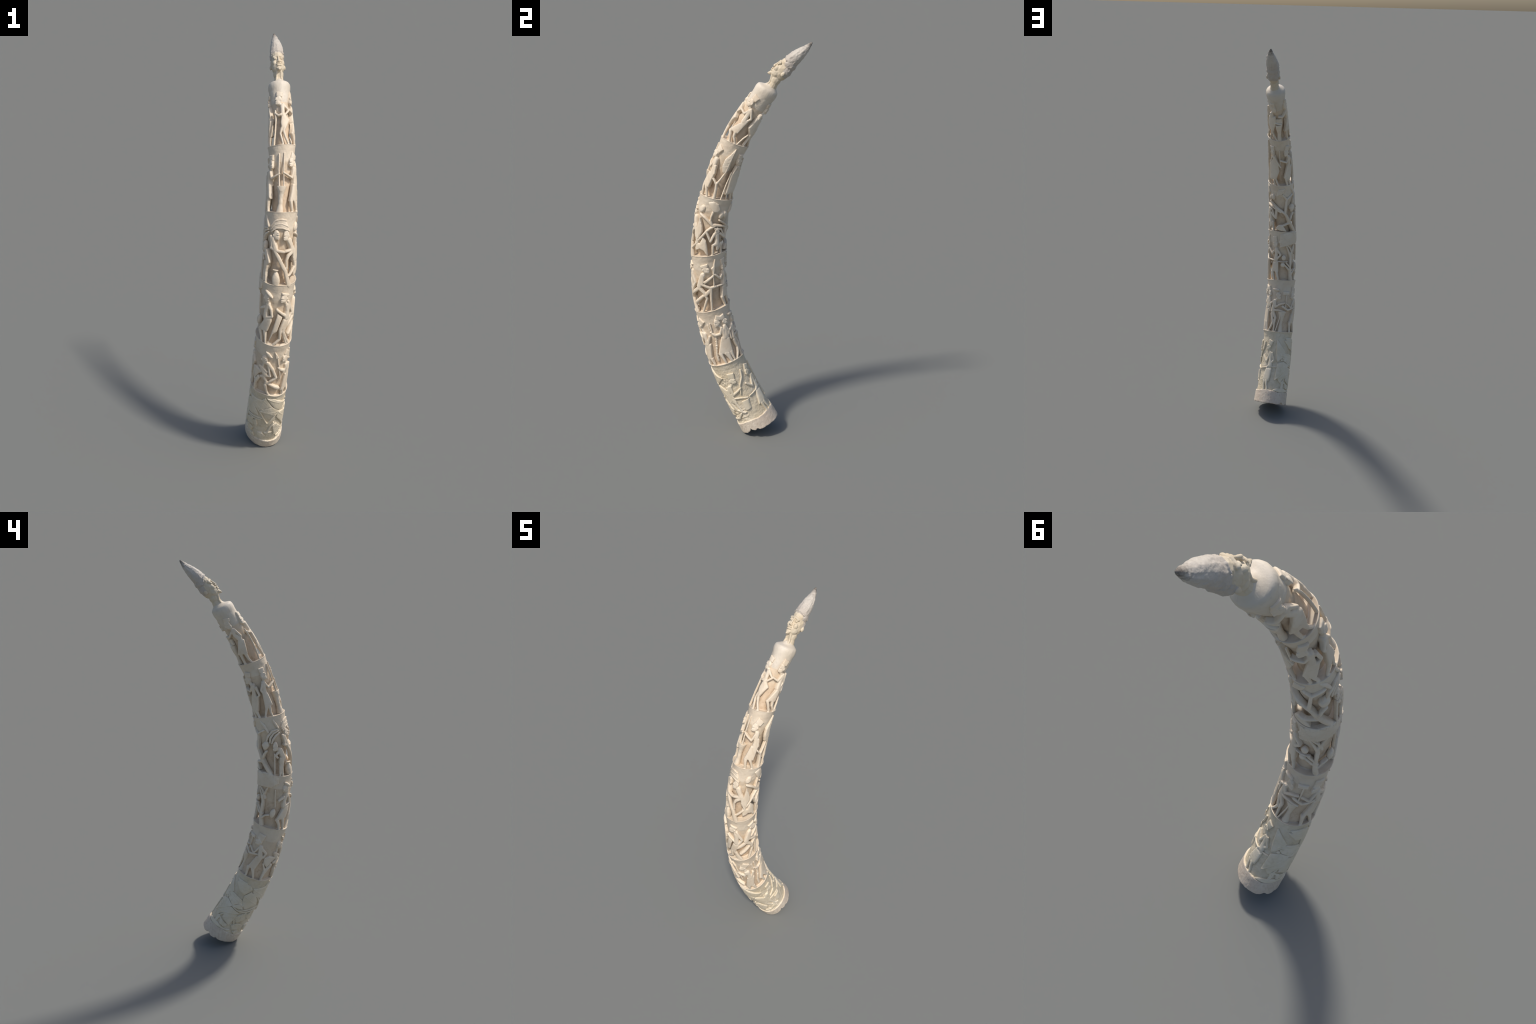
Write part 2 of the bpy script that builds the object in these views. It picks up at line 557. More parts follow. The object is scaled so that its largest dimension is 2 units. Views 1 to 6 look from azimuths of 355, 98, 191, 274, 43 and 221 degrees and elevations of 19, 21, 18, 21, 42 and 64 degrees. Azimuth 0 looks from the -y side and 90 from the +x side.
# ----------------------------------------------------------- body of the tusk
def build_body():
    NT = 300
    th = np.linspace(-math.pi, math.pi, NT, endpoint=False)
    jag = np.array([noise.fractal(Vector((math.cos(t) * 3.1, math.sin(t) * 3.1, 4.2)), 0.9, 2.1, 5) for t in th])
    jag2 = np.array([noise.fractal(Vector((math.cos(t) * 11, math.sin(t) * 11, 1.7)), 0.8, 2.2, 4) for t in th])
    bot = .0535 + .0075 * np.cos(th) + .0020 * jag + .0011 * jag2
    for a, wd, hgt in ((78, 9, .017), (95, 5, .009), (-128, 6, .008), (64, 3, .006), (-100, 3, .004)):
        x = np.degrees(wrap(th - math.radians(a))) / wd
        bot += hgt * np.exp(-x * x) * (1 + .5 * jag2)
    rows, tag = [], []            # each row: s array (m), d array (mm)

    def row(s, d, t):
        rows.append((np.broadcast_to(s, th.shape).astype(float), np.broadcast_to(d, th.shape).astype(float)))
        tag.append(t)
    # hollow foot of the tusk: pulp cavity, cut edge, raw rim
    for s_, d in ((.235, -80), (.225, -60), (.20, -42), (.17, -30), (.13, -22), (.10, -17)):
        row(s_, d, 'pulp_cavity')
    row(bot + .012, -13.0, 'pulp_cavity')
    row(bot + .002, -11.0, 'base_rim')
    row(bot - .0005, -9.0, 'base_rim')
    row(bot, -2.0, 'base_rim')
    row(bot + .0015, -.5, 'base_rim')
    top = ledge_s(6, th) + .0025 * jag + .0015 * jag2
    for t in np.linspace(.08, .96, 22):
        row(bot + (top - bot) * t, -.3 + .35 * jag2 * (1 - t) + .6 * jag, 'base_rim')
    row(top - .0006, -.6, 'base_rim')
    row(top + .0004, -2.2, 'base_rim')
    lower = top + .001
    for k in (6, 5, 4, 3, 2, 1):
        upper = ledge_s(k - 1, th) if k > 1 else np.full(NT, 1.872)
        hgt = float(np.mean(upper - lower))
        n = int(hgt / .0021)
        for i in range(n + 1):
            t = i / n
            s = lower + (upper - .003 - lower) * t
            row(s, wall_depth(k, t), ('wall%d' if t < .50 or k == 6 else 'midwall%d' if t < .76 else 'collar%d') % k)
        if k > 1:
            D = FLOOR[k - 1]
            q = 'ledge%d' % (k - 1)
            for ds, d in ((-.0022, -.6), (-.0014, .1), (-.0006, .45), (.0001, .35), (.0006, -.5), (.0006, -1.8), (.0002, -3.5),
                          (-.0004, -6), (-.0009, -9), (-.0013, -12), (-.0016, -D + 3.2), (-.0012, -D + 1.6), (-.0003, -D + .6)):
                if d > -D:
                    row(upper + ds, d, q)
            lower = upper + .0008
    back = (1 - np.cos(th)) / 2
    for s_, d, kx in ((1.876, -2.4, 0), (1.883, -.8, 0), (1.891, 0, .1), (1.898, -.1, .2), (1.9035, -1.2, .35), (1.9075, -3.8, .5), (1.910, -7.5, .6),
                      (1.9125, -13, .7), (1.9145, -18, .9), (1.917, -23, 1), (1.920, -27, 1), (1.926, -31, 1), (1.934, -36, 1)):
        row(s_ + .014 * back * kx, d, 'shoulder')
    S = np.array([r[0] for r in rows])
    Dm = np.array([r[1] for r in rows])
    T = np.broadcast_to(th, S.shape)
    P = on_tusk(T, S, Dm / 1000)
    # hand-cut unevenness of the wall
    flat = P.reshape(-1, 3)
    amp = np.array([{'base_rim': .7, 'shoulder': .7, 'pulp_cavity': 1.5, 'wall6': 1.5}.get(t, .35 if t.startswith('ledge') else .8) for t in tag])
    amp = np.repeat(amp, NT)
    # crumbling patch low on the sunny side
    Sf, Tf = S.ravel(), T.ravel()
    crumb = np.exp(-((Sf - .165) / .045) ** 2 - (np.degrees(wrap(Tf - math.radians(58))) / 24) ** 2) + .7 * np.exp(-((Sf - .34) / .06) ** 2 - (np.degrees(wrap(Tf - math.radians(68))) / 10) ** 2)
    amp = amp + 4.0 * crumb
    nz = np.array([noise.fractal(Vector(p) * (55 if c < .1 else 95), .8, 2.1, 5) for p, c in zip(flat, crumb)])
    rad = flat - along(S.ravel(), _c)
    rad /= np.maximum(np.linalg.norm(rad, axis=1), 1e-9)[:, None]
    flat = flat + rad * (nz * amp / 1000)[:, None]
    nr = len(rows)
    i, j = np.meshgrid(np.arange(nr - 1), np.arange(NT), indexing='ij')
    F = np.stack([i * NT + j, i * NT + (j + 1) % NT, (i + 1) * NT + (j + 1) % NT, (i + 1) * NT + j], -1).reshape(-1, 4)
    n = vertex_normals(flat, F)
    # caps over the two ends are hidden inside the bust and the cavity
    ftag = np.repeat(np.array(tag[1:]), NT)
    for t in dict.fromkeys(tag):
        f = F[ftag == t]
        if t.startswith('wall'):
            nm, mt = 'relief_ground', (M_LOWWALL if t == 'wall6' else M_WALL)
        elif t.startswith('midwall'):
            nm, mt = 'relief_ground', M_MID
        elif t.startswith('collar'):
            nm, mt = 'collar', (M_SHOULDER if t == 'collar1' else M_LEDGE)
        elif t.startswith('ledge'):
            nm, mt = 'ledge', M_LEDGE
        else:
            nm, mt = t, {'base_rim': M_RIM, 'pulp_cavity': M_RIM, 'shoulder': M_SHOULDER}[t]
        add_mesh(nm, flat, f, n, mt, root)


def build_bust():
    S = []
    A = S.append
    # coordinates: sideways, along the axis, forward (mm)
    A(Limb('neck', [(1, 1908, -9), (1, 1930, -8), (1, 1946, -6), (0, 1964, -3)], [27, 22, 19.5, 24]))
    for sx in (-1, 1):          # cords of the throat
        A(Limb('neck', [(sx * 12, 1922, 12), (sx * 10, 1942, 11), (sx * 9, 1966, 20)], [6, 5, 6]))
    A(Ellipsoid('head', (0, 2012, -1), (31, 56, 37)))
    A(Ellipsoid('head', (0, 1989, 11), (28, 31, 28)))
    A(Ellipsoid('head', (0, 2048, 6), (28, 24, 29)))
    A(Limb('head', [(-19, 2032, 28), (0, 2036, 34), (19, 2032, 28)], [6.5, 6, 6.5]))
    for sx in (-1, 1):
        A(Ellipsoid('head', (sx * 13, 2022, 32.5), (8, 4.8, 4.5)))
        A(Ellipsoid('head', (sx * 17, 2003, 24), (10, 14, 12)))
        A(Ellipsoid(('ear', sx), (sx * 31.5, 2004, -13), (4.5, 12, 7.5)))
    A(Limb('head', [(0, 2030, 36), (0, 2018, 38.5), (0, 2005, 42)], [3.5, 4, 5.5]))
    A(Ellipsoid('head', (0, 2003, 40), (10, 4.5, 5)))
    A(Ellipsoid('head', (0, 1992.5, 40), (13, 3.6, 5)))
    A(Ellipsoid('head', (0, 1984.5, 39), (12, 3.8, 5)))
    A(Ellipsoid('head', (0, 1973, 33), (12, 7, 9)))
    A(Limb('beard', [(0, 1974, 30), (0, 1967, 37), (0, 1962.5, 43)], [11, 7, 3]))
    A(Limb('cap', [(0, 2066, 1), (1, 2085, 1), (2, 2102, 0), (2, 2118, -1), (2, 2132, -2), (1, 2146, -3), (1, 2160, -2), (0, 2176, -1), (0, 2187, 0)],
           [32, 31, 28.5, 26, 22.5, 18, 14, 8.5, 4]))
    A(Ellipsoid('cap', (0, 2018, -11), (32, 44, 28.5)))
    A(Ellipsoid('cap', (0, 2052, -4), (33.5, 30, 33)))
    A(Limb('cap', [(-27, 2058, 18), (-14, 2066, 28), (0, 2068, 31), (14, 2066, 28), (27, 2058, 18)], [3.5, 3.5, 3.5, 3.5, 3.5]))
    v, f = fuse(S, 1.4, 4)
    # rough, weathered skin
    nz = np.array([noise.fractal(Vector(p) * .075, 1.0, 2.0, 4) for p in v])
    n0 = vertex_normals(v, f)
    ctr = v[f].mean(1)
    labels = list(dict.fromkeys(s.label for s in S))
    dist = np.stack([np.min([s.dist(ctr) for s in S if s.label == u], axis=0) for u in labels])
    who = dist.argmin(0)
    capv = np.zeros(len(v))
    capv[np.unique(f[who == labels.index('cap')])] = 1
    v = v + n0 * (nz * (.5 + 1.0 * capv))[:, None]
    w = on_axis(v[:, 0] / 1000, v[:, 1] / 1000, v[:, 2] / 1000)
    n = vertex_normals(w, f)
    e = add_empty('bust', root)
    for i, u in enumerate(labels):
        nm = u[0] if isinstance(u, tuple) else u
        add_mesh(nm, w, f[who == i], n, M_CAP if nm == 'cap' else M_FACE, e)


build_body()
build_bust()

# ------------------------------------------------------------- the carvings
# positions are (degrees round the tusk, millimetres along it)

# tier under the shoulders: four people round a drum, one with a staff
figure(tier=1,
       head=(-16, 1815),
       head_size=(13, 21),
       face=-1,
       hat=(-9, 1850),
       torso=[(3, 1786), (3, 1748), (17, 1719)],
       arms=[[(6, 1792), (36, 1768), (3, 1735)], [(-7, 1747), (-19, 1744), (-37, 1756)]],
       legs=[[(11, 1706), (-6, 1686), (-13, 1666), (0, 1624)], [(19, 1711), (3, 1676), (10, 1652), (26, 1624)]],
       skirt=[(-5, 1741), (16, 1746), (37, 1726), (20, 1697), (-6, 1682), (-10, 1710)])
rod('staff', 1, [(-37, 1768), (-35, 1728), (-40, 1676), (-47, 1630)], [3.4, 3.2, 3.4, 3.6])
figure(tier=1,
       head=(63, 1822),
       head_size=(12, 20),
       face=-1,
       hat=(74, 1860),
       torso=[(83, 1786), (84, 1756), (85, 1732)],
       arms=[[(85, 1796), (109, 1759), (85, 1724)], [(79, 1786), (66, 1764), (38, 1772)]],
       legs=[[(52, 1670), (62, 1650), (73, 1629)], [(76, 1674), (80, 1652), (99, 1634)]],
       skirt=[(76, 1722), (107, 1751), (89, 1670), (43, 1669)])
figure(tier=1,
       head=(171, 1827),
       head_size=(12, 19),
       face=1,
       hat=(164, 1859),
       torso=[(152, 1790), (148, 1747), (151, 1715)],
       arms=[[(152, 1795), (138, 1741), (176, 1738), (211, 1727)]],
       legs=[[(154, 1698), (148, 1660), (138, 1622)], [(155, 1698), (154, 1676), (183, 1630)]],
       skirt=[(134, 1775), (181, 1776), (182, 1734), (161, 1672), (119, 1718)])
rod('staff', 1, [(137, 1685), (122, 1662), (106, 1638)], [3, 3, 3])
turned('drum', 1, [(196, 1724, 19.1), (196, 1702, 16.1), (198, 1668, 9.8), (196, 1650, 9.3), (196, 1622, 12.2)])
figure(tier=1,
       head=(-107, 1827),
       head_size=(13, 21),
       face=1,
       hat=(-94, 1856),
       torso=[(-95, 1793), (-101, 1770), (-87, 1741)],
       arms=[[(-88, 1793), (-75, 1754), (-100, 1716)], [(-102, 1792), (-134, 1770), (-158, 1776)]],
       legs=[[(-118, 1674), (-118, 1645), (-116, 1626)], [(-96, 1670), (-93, 1640), (-84, 1626)]],
       skirt=[(-93, 1753), (-70, 1732), (-86, 1665), (-134, 1674)])
plate('drum_skin', 1, [(165, 1758), (221, 1758), (224, 1726), (176, 1725)], depth=(-15, -8))

# second tier: two women pounding grain, a leaf tree, a pair with staffs
figure(tier=2,
       head=(-61, 1542),
       head_size=(12, 20),
       face=1,
       hat=(-60, 1578),
       torso=[(-71, 1506), (-74, 1480), (-78, 1458)],
       arms=[[(-66, 1508), (-56, 1480), (-18, 1498)], [(-78, 1502), (-89, 1478), (-80, 1447)]],
       legs=[[(-84, 1392), (-91, 1370), (-99, 1348)], [(-73, 1392), (-74, 1364), (-70, 1341)]],
       skirt=[(-88, 1470), (-66, 1461), (-58, 1395), (-92, 1387)])
rod('pestle', 2, [(-19, 1580), (-20, 1517), (-17, 1448)], [3.8, 3.0, 4.2])
rod('pestle', 2, [(3, 1583), (0, 1510), (1, 1448)], [3.4, 2.8, 4.0])
turned('mortar', 2, [(-8, 1448, 24.4), (-8, 1436, 20.8), (-10, 1415, 14.0), (-12, 1396, 11.6), (-12, 1372, 11.6), (-14, 1353, 15.3), (-16, 1342, 17.7)])
figure(tier=2,
       head=(37, 1548),
       head_size=(13, 19),
       face=-1,
       hat=(52, 1583),
       torso=[(50, 1520), (52, 1483), (54, 1452)],
       arms=[[(48, 1523), (35, 1483), (1, 1503)], [(60, 1492), (65, 1460), (52, 1431)]],
       legs=[[(31, 1386), (34, 1359), (37, 1341)], [(47, 1390), (54, 1371), (63, 1349)]],
       skirt=[(39, 1457), (68, 1464), (60, 1386), (23, 1386)])
plate('leaf', 2, [(114, 1609), (114, 1560), (115, 1500), (105, 1472), (93, 1479), (85, 1507), (86, 1540), (100, 1570)], depth=(-9, -2), rib=True)
branches('tree', 2, [[(90, 1348), (89, 1385), (85, 1415), (96, 1448), (104, 1479)], [(85, 1413), (76, 1426), (67, 1436)]], [[7, 5.5, 4.5, 3.6, 3], [4, 3.5, 3]])
figure(tier=2,
       head=(152, 1549),
       head_size=(12, 19),
       face=1,
       hat=(150, 1583),
       torso=[(160, 1518), (167, 1488), (172, 1450)],
       arms=[[(164, 1521), (183, 1483), (194, 1461)], [(149, 1518), (138, 1482), (156, 1490)]],
       legs=[[(172, 1445), (162, 1399), (182, 1354)], [(166, 1444), (155, 1392), (164, 1354)]],
       skirt=[(160, 1513), (184, 1490), (187, 1433), (171, 1385), (128, 1372), (130, 1479)])
rod('staff', 2, [(130, 1487), (124, 1437), (116, 1354)], [3, 2.8, 3])
rod('staff', 2, [(130, 1478), (132, 1421), (139, 1361)], [2.6, 2.6, 2.6])
figure(tier=2,
       head=(-132, 1543),
       head_size=(12, 19),
       face=-1,
       hat=(-122, 1579),
       torso=[(-119, 1508), (-120, 1480), (-122, 1461)],
       arms=[[(-117, 1512), (-135, 1483), (-163, 1500)], [(-106, 1496), (-100, 1458), (-119, 1440)]],
       legs=[[(-142, 1388), (-140, 1367), (-137, 1344)], [(-130, 1385), (-127, 1367), (-120, 1349)]],
       skirt=[(-131, 1470), (-104, 1451), (-122, 1377), (-152, 1392)])
rod('staff', 2, [(-166, 1559), (-167, 1519), (-167, 1478)], [3, 2.8, 2.6])

# third tier: load carriers, a jar, branching trees and big fruit
plate('load', 3, [(-48, 1278), (-39, 1300), (-23, 1312), (-1, 1316), (12, 1309), (20, 1288), (25, 1266), (11, 1272), (-13, 1277), (-39, 1260)], depth=(-16, -2))
rod('load_strap', 3, [(-46, 1279), (-30, 1302), (-10, 1310), (12, 1308)], [3, 3.4, 3.4, 3], w=-1)
rod('load_strap', 3, [(-44, 1269), (-26, 1289), (-4, 1294), (19, 1283)], [3, 3.4, 3.4, 3], w=-1)
rod('load_strap', 3, [(-40, 1260), (-22, 1275), (0, 1276), (24, 1266)], [3, 3.4, 3.4, 3], w=-1)
figure(tier=3,
       head=(-23, 1247),
       head_size=(14, 19),
       face=1,
       torso=[(-37, 1230), (-31, 1212), (-24, 1188)],
       arms=[[(-41, 1191), (-18, 1181), (8, 1178)], [(-45, 1238), (-39, 1213), (-39, 1194)]])
figure(tier=3,
       head=(15, 1247),
       head_size=(12, 20),
       face=-1,
       torso=[(27, 1225), (35, 1203), (41, 1188)],
       arms=[[(26, 1229), (42, 1189), (12, 1180)]],
       legs=[[(42, 1183), (24, 1162), (18, 1141), (20, 1109)], [(45, 1181), (50, 1147), (58, 1114), (30, 1076)]])
rod('pole', 3, [(-25, 1181), (-9, 1152), (8, 1114), (16, 1098), (30, 1047)], [8.5, 9, 9.5, 9, 11], w=-6)
turned('jar', 3, [(-19, 1100, 14.0), (-18, 1096, 11.9), (-17, 1092, 5.6), (-16, 1082, 11.9), (-16, 1066, 17.5), (-15, 1052, 18.2), (-14, 1040, 14.7)])
figure(tier=3,
       head=(-79, 1191),
       head_size=(11, 20),
       face=-1,
       torso=[(-63, 1169), (-55, 1135), (-62, 1109)],
       arms=[[(-60, 1174), (-46, 1128), (-56, 1117)], [(-72, 1159), (-82, 1146), (-75, 1135)]],
       legs=[[(-61, 1111), (-67, 1086), (-68, 1036)], [(-57, 1110), (-60, 1084), (-57, 1042)]],
       skirt=[(-68, 1134), (-45, 1132), (-53, 1106), (-65, 1088), (-71, 1103)])
blob('fruit', 3, (-115, 1200), (14, 22), tilt=-25)
branches('tree', 3, [[(-88, 1054), (-87, 1100), (-85, 1154)]], [[3, 3, 3]])
rod('frond', 3, [(-62, 1273), (-84, 1270), (-102, 1246), (-109, 1224)], [4, 6, 6, 4], w=-5)
rod('frond', 3, [(-61, 1265), (-80, 1259), (-94, 1238), (-98, 1214)], [4, 6, 6, 4], w=-5)
rod('frond', 3, [(-58, 1255), (-73, 1245), (-85, 1229), (-91, 1210)], [4, 6, 6, 4], w=-5)
rod('frond', 3, [(-120, 1329), (-109, 1303), (-99, 1268)], [5, 7, 5], w=-5)
rod('frond', 3, [(-74, 1325), (-67, 1301), (-59, 1279)], [5, 7, 5], w=-5)
branches('tree', 3, [[(-102, 1060), (-122, 1092), (-136, 1125), (-146, 1158), (-154, 1174), (-172, 1194), (-191, 1209), (-211, 1227), (-232, 1241)], [(-152, 1176), (-146, 1235), (-143, 1258), (-160, 1290)], [(-143, 1258), (-129, 1271), (-112, 1280)], [(-130, 1135), (-124, 1153), (-114, 1169)], [(-128, 1111), (-143, 1112), (-164, 1102)], [(-195, 1206), (-196, 1170), (-199, 1146)], [(-199, 1146), (-207, 1167), (-219, 1195), (-245, 1197)]], [[10, 9, 8.5, 7.5, 7, 6, 5.5, 4.5, 4], [6, 5, 5, 4], [5, 4.5, 4.5], [5.5, 5, 5], [6, 5, 4.5], [4.5, 4, 3], [3, 3.5, 4, 4]])
plate('mound', 3, [(162, 1081), (168, 1096), (178, 1106), (195, 1107), (204, 1085), (211, 1065), (190, 1070)], depth=(-14, -1))
plate('leaf', 3, [(170, 1280), (175, 1306), (180, 1323), (211, 1330), (204, 1306), (193, 1292)], depth=(-9, -1), rib=True)
blob('fruit', 3, (150, 1272), (13, 17), tilt=10)
blob('fruit', 3, (-116, 1201), (18, 14), tilt=0)
blob('fruit', 3, (57, 1282), (13, 19), tilt=-30)
plate('canopy', 3, [(75, 1321), (93, 1334), (114, 1323), (128, 1294), (116, 1280), (99, 1277), (86, 1298)], depth=(-13, -1))
blob('fruit', 3, (134, 1267), (12, 18), tilt=-35)
branches('tree', 3, [[(-172, 1185), (-207, 1208), (-245, 1215), (-257, 1213), (-269, 1228), (-286, 1244), (-305, 1254)], [(-261, 1278), (-265, 1254), (-265, 1236), (-258, 1218)], [(-244, 1212), (-260, 1198), (-274, 1179), (-286, 1152), (-298, 1129)], [(-274, 1177), (-264, 1150), (-257, 1130)], [(-189, 1198), (-192, 1172), (-195, 1147)]], [[5, 5, 6, 7, 6, 5, 5], [6, 4.5, 4.5, 5], [5.5, 5, 5.5, 5, 5.5], [4.5, 4.5, 4], [4, 4, 4]])
figure(tier=3,
       head=(125, 1186),
       head_size=(10, 16),
       face=-1,
       torso=[(126, 1166), (129, 1144), (129, 1116)],
       arms=[[(116, 1168), (111, 1154), (104, 1130)], [(139, 1172), (150, 1160), (165, 1146)]],
       legs=[[(124, 1116), (114, 1110), (115, 1063)], [(131, 1106), (132, 1089), (145, 1120), (150, 1077)]])
plate('leaf', 3, [(56, 1240), (69, 1200), (72, 1172), (61, 1131), (46, 1137), (42, 1158), (50, 1191)], depth=(-9, -1), rib=True)
plate('cloth', 3, [(49, 1114), (66, 1113), (76, 1146), (88, 1130), (94, 1099), (100, 1053), (94, 1057), (85, 1078), (68, 1087), (51, 1072)], depth=(-9, -2))

# fourth tier: people with a saw plank, a hunter on a log, gatherers under spreading trees
figure(tier=4,
       head=(-45, 970),
       head_size=(15, 18),
       face=1,
       hat=(-36, 991),
       torso=[(-38, 942), (-46, 909), (-46, 882)],
       arms=[[(-37, 945), (-25, 922), (-20, 892), (-45, 878)], [(-51, 928), (-70, 912)]],
       legs=[[(-66, 803), (-58, 784), (-54, 764)], [(-44, 813), (-40, 788), (-36, 765)]],
       skirt=[(-47, 876), (-21, 887), (-21, 865), (-34, 815), (-77, 804)],
       brim=True)
figure(tier=4,
       head=(19, 978),
       head_size=(15, 17),
       face=-1,
       hat=(22, 998),
       torso=[(32, 946), (33, 921), (31, 890)],
       arms=[[(33, 962), (52, 910), (34, 870)], [(27, 898), (20, 903), (5, 917), (-4, 926)]],
       legs=[[(34, 874), (22, 825), (35, 787), (45, 759), (20, 760)], [(24, 874), (12, 832), (13, 788), (-10, 772)]])
plate('plank', 4, [(-1, 910), (16, 894), (10, 868), (1, 824), (-14, 808), (-26, 759), (-24, 778)], depth=(-9, -2))
figure(tier=4,
       head=(91, 982),
       head_size=(15, 16),
       face=1,
       hat=(85, 1005),
       torso=[(80, 950), (72, 923), (66, 894)],
       arms=[[(81, 955), (78, 904), (104, 885), (125, 890)], [(88, 916), (100, 928), (116, 946)]],
       legs=[[(67, 885), (82, 862), (90, 829), (69, 776)], [(86, 848), (106, 878), (104, 833), (103, 804), (100, 780)], [(62, 882), (23, 841), (22, 818), (38, 753)]])
branches('spear', 4, [[(124, 1033), (120, 974), (118, 945), (119, 894)], [(164, 889), (133, 889), (113, 884)]], [[3.5, 5, 3, 3], [4, 3.5, 3.5]])
plate('spear_blade', 4, [(124, 1035), (124, 987), (119, 948), (115, 970), (110, 987), (118, 998)], depth=(-9, -3))
rod('log', 4, [(77, 843), (45, 806)], [8.5, 9.5], w=-9)
figure(tier=4,
       head=(164, 990),
       head_size=(12, 19),
       face=-1,
       hat=(158, 1032),
       torso=[(167, 954), (167, 923), (165, 890)],
       arms=[[(169, 957), (187, 925), (170, 894)], [(153, 943), (146, 926), (124, 954)]],
       legs=[[(148, 821), (153, 797), (158, 771)], [(169, 823), (172, 801), (178, 773)]],
       skirt=[(151, 880), (178, 887), (177, 820), (143, 819)])
blob('basket', 4, (-160, 906), (12, 15))
blob('basket', 4, (-163, 863), (12, 13))
rod('basket_rim', 4, [(179, 884), (196, 882), (214, 883)], [3, 3, 3], w=-1)
branches('tree', 4, [[(-121, 919), (-131, 959), (-147, 985)], [(-126, 828), (-138, 855), (-149, 874)]], [[5, 4.5, 4], [4.5, 4, 4]])
plate('canopy', 4, [(178, 999), (187, 1028), (197, 1053), (211, 1060), (236, 1058), (283, 1042), (282, 1006), (261, 980), (236, 982), (221, 981), (197, 984)], depth=(-14, 2), grain=True)
plate('canopy', 4, [(-176, 1050), (-120, 1062), (-91, 1049), (-71, 1027), (-74, 1002), (-90, 991), (-106, 985), (-139, 983), (-177, 969)], depth=(-14, 2), grain=True)
branches('tree', 4, [[(-124, 759), (-128, 797), (-131, 831), (-129, 892), (-129, 929), (-119, 958), (-110, 984)], [(-131, 909), (-140, 947), (-149, 975)], [(-125, 806), (-114, 825), (-101, 831)], [(-138, 832), (-149, 852), (-159, 865)]], [[10, 8, 7, 6.5, 6, 5, 4], [5.5, 4.5, 4], [4.5, 4, 4], [5, 4.5, 4]])
blob('calabash', 4, (-88, 842), (12, 22), tilt=-12)
rod('staff', 4, [(-85, 969), (-85, 927), (-82, 879)], [3.4, 3.2, 3])

# fifth tier: seated smith, women with staffs, two pounding at a tall mortar
figure(tier=5,
       head=(-32, 671),
       head_size=(16, 19),
       face=1,
       torso=[(-38, 617), (-32, 602), (-24, 592)],
       arms=[[(-18, 658), (-12, 623), (-8, 588)], [(-40, 572), (-24, 586), (-7, 589)], [(-47, 626), (-27, 617), (-19, 609)]],
       legs=[[(-15, 652), (0, 625), (13, 580), (-6, 557), (-22, 529)], [(-21, 530), (-15, 496), (-7, 478)], [(-31, 579), (-19, 556), (-22, 534)], [(-50, 560), (-64, 512), (-68, 470)]])
plate('leaf', 5, [(-31, 718), (-17, 712), (-3, 691), (-10, 685), (-22, 699)], depth=(-9, -1))
plate('leaf', 5, [(2, 723), (10, 710), (18, 689), (7, 685)], depth=(-9, -1))
rod('log', 5, [(-9, 540), (23, 514)], [8, 9], w=-7)
rod('staff', 5, [(14, 683), (21, 636), (28, 568)], [3, 2.8, 2.8])
figure(tier=5,
       head=(41, 682),
       head_size=(14, 16),
       face=-1,
       hat=(55, 712),
       torso=[(53, 633), (55, 608), (56, 581)],
       arms=[[(46, 639), (46, 622), (39, 601)], [(72, 621), (68, 606), (58, 573), (48, 580)], [(39, 612), (28, 620), (19, 634)]],
       legs=[[(41, 500), (40, 480), (39, 456)], [(56, 500), (58, 485), (61, 465)]],
       skirt=[(46, 587), (72, 583), (58, 493), (30, 493)])
figure(tier=5,
       head=(109, 694),
       head_size=(13, 20),
       face=-1,
       hat=(119, 726),
       torso=[(124, 646), (124, 624), (124, 601)],
       arms=[[(120, 658), (111, 627), (94, 626), (85, 637)], [(132, 651), (137, 626), (120, 579)]],
       legs=[[(94, 520), (98, 493), (102, 468)], [(111, 517), (116, 497), (122, 475)]],
       skirt=[(112, 612), (138, 598), (122, 512), (85, 517)])
rod('staff', 5, [(84, 693), (85, 660), (85, 635)], [3.2, 3.2, 3.2])
figure(tier=5,
       head=(137, 691),
       head_size=(12, 18),
       face=1,
       hat=(128, 726),
       torso=[(134, 658), (132, 637), (130, 611)],
       arms=[[(135, 665), (145, 629), (133, 599)], [(166, 648), (146, 626), (147, 582)]],
       legs=[[(119, 513), (121, 491), (126, 467)], [(131, 515), (132, 492), (136, 468)]],
       skirt=[(123, 601), (141, 600), (138, 514), (108, 511)])
rod('staff', 5, [(-164, 572), (-171, 524), (-182, 473)], [3.4, 3.2, 3.2])
figure(tier=5,
       head=(-179, 677),
       head_size=(13, 20),
       face=1,
       hat=(-189, 713),
       torso=[(-194, 643), (-198, 618), (-201, 583)],
       arms=[[(-192, 646), (-187, 609), (-169, 628), (-152, 635)], [(-193, 589), (-170, 591), (-147, 580)]],
       legs=[[(-197, 580), (-185, 544), (-188, 512), (-189, 472)], [(-203, 566), (-195, 519), (-202, 492), (-215, 465)]],
       brim=True)
plate('hammer_head', 5, [(-160, 703), (-133, 701), (-134, 683), (-159, 682)], depth=(-9, -2))
rod('hammer_handle', 5, [(-144, 684), (-146, 643), (-149, 597)], [3.4, 3.2, 3])
turned('mortar', 5, [(-161, 584, 24.3), (-160, 574, 21.3), (-160, 551, 15.2), (-160, 532, 11.4), (-162, 509, 9.9), (-162, 484, 12.1), (-162, 466, 15.2)])
branches('arm', 5, [[(-107, 650), (-122, 606), (-143, 631)]], [[5, 4.2, 3.8]])
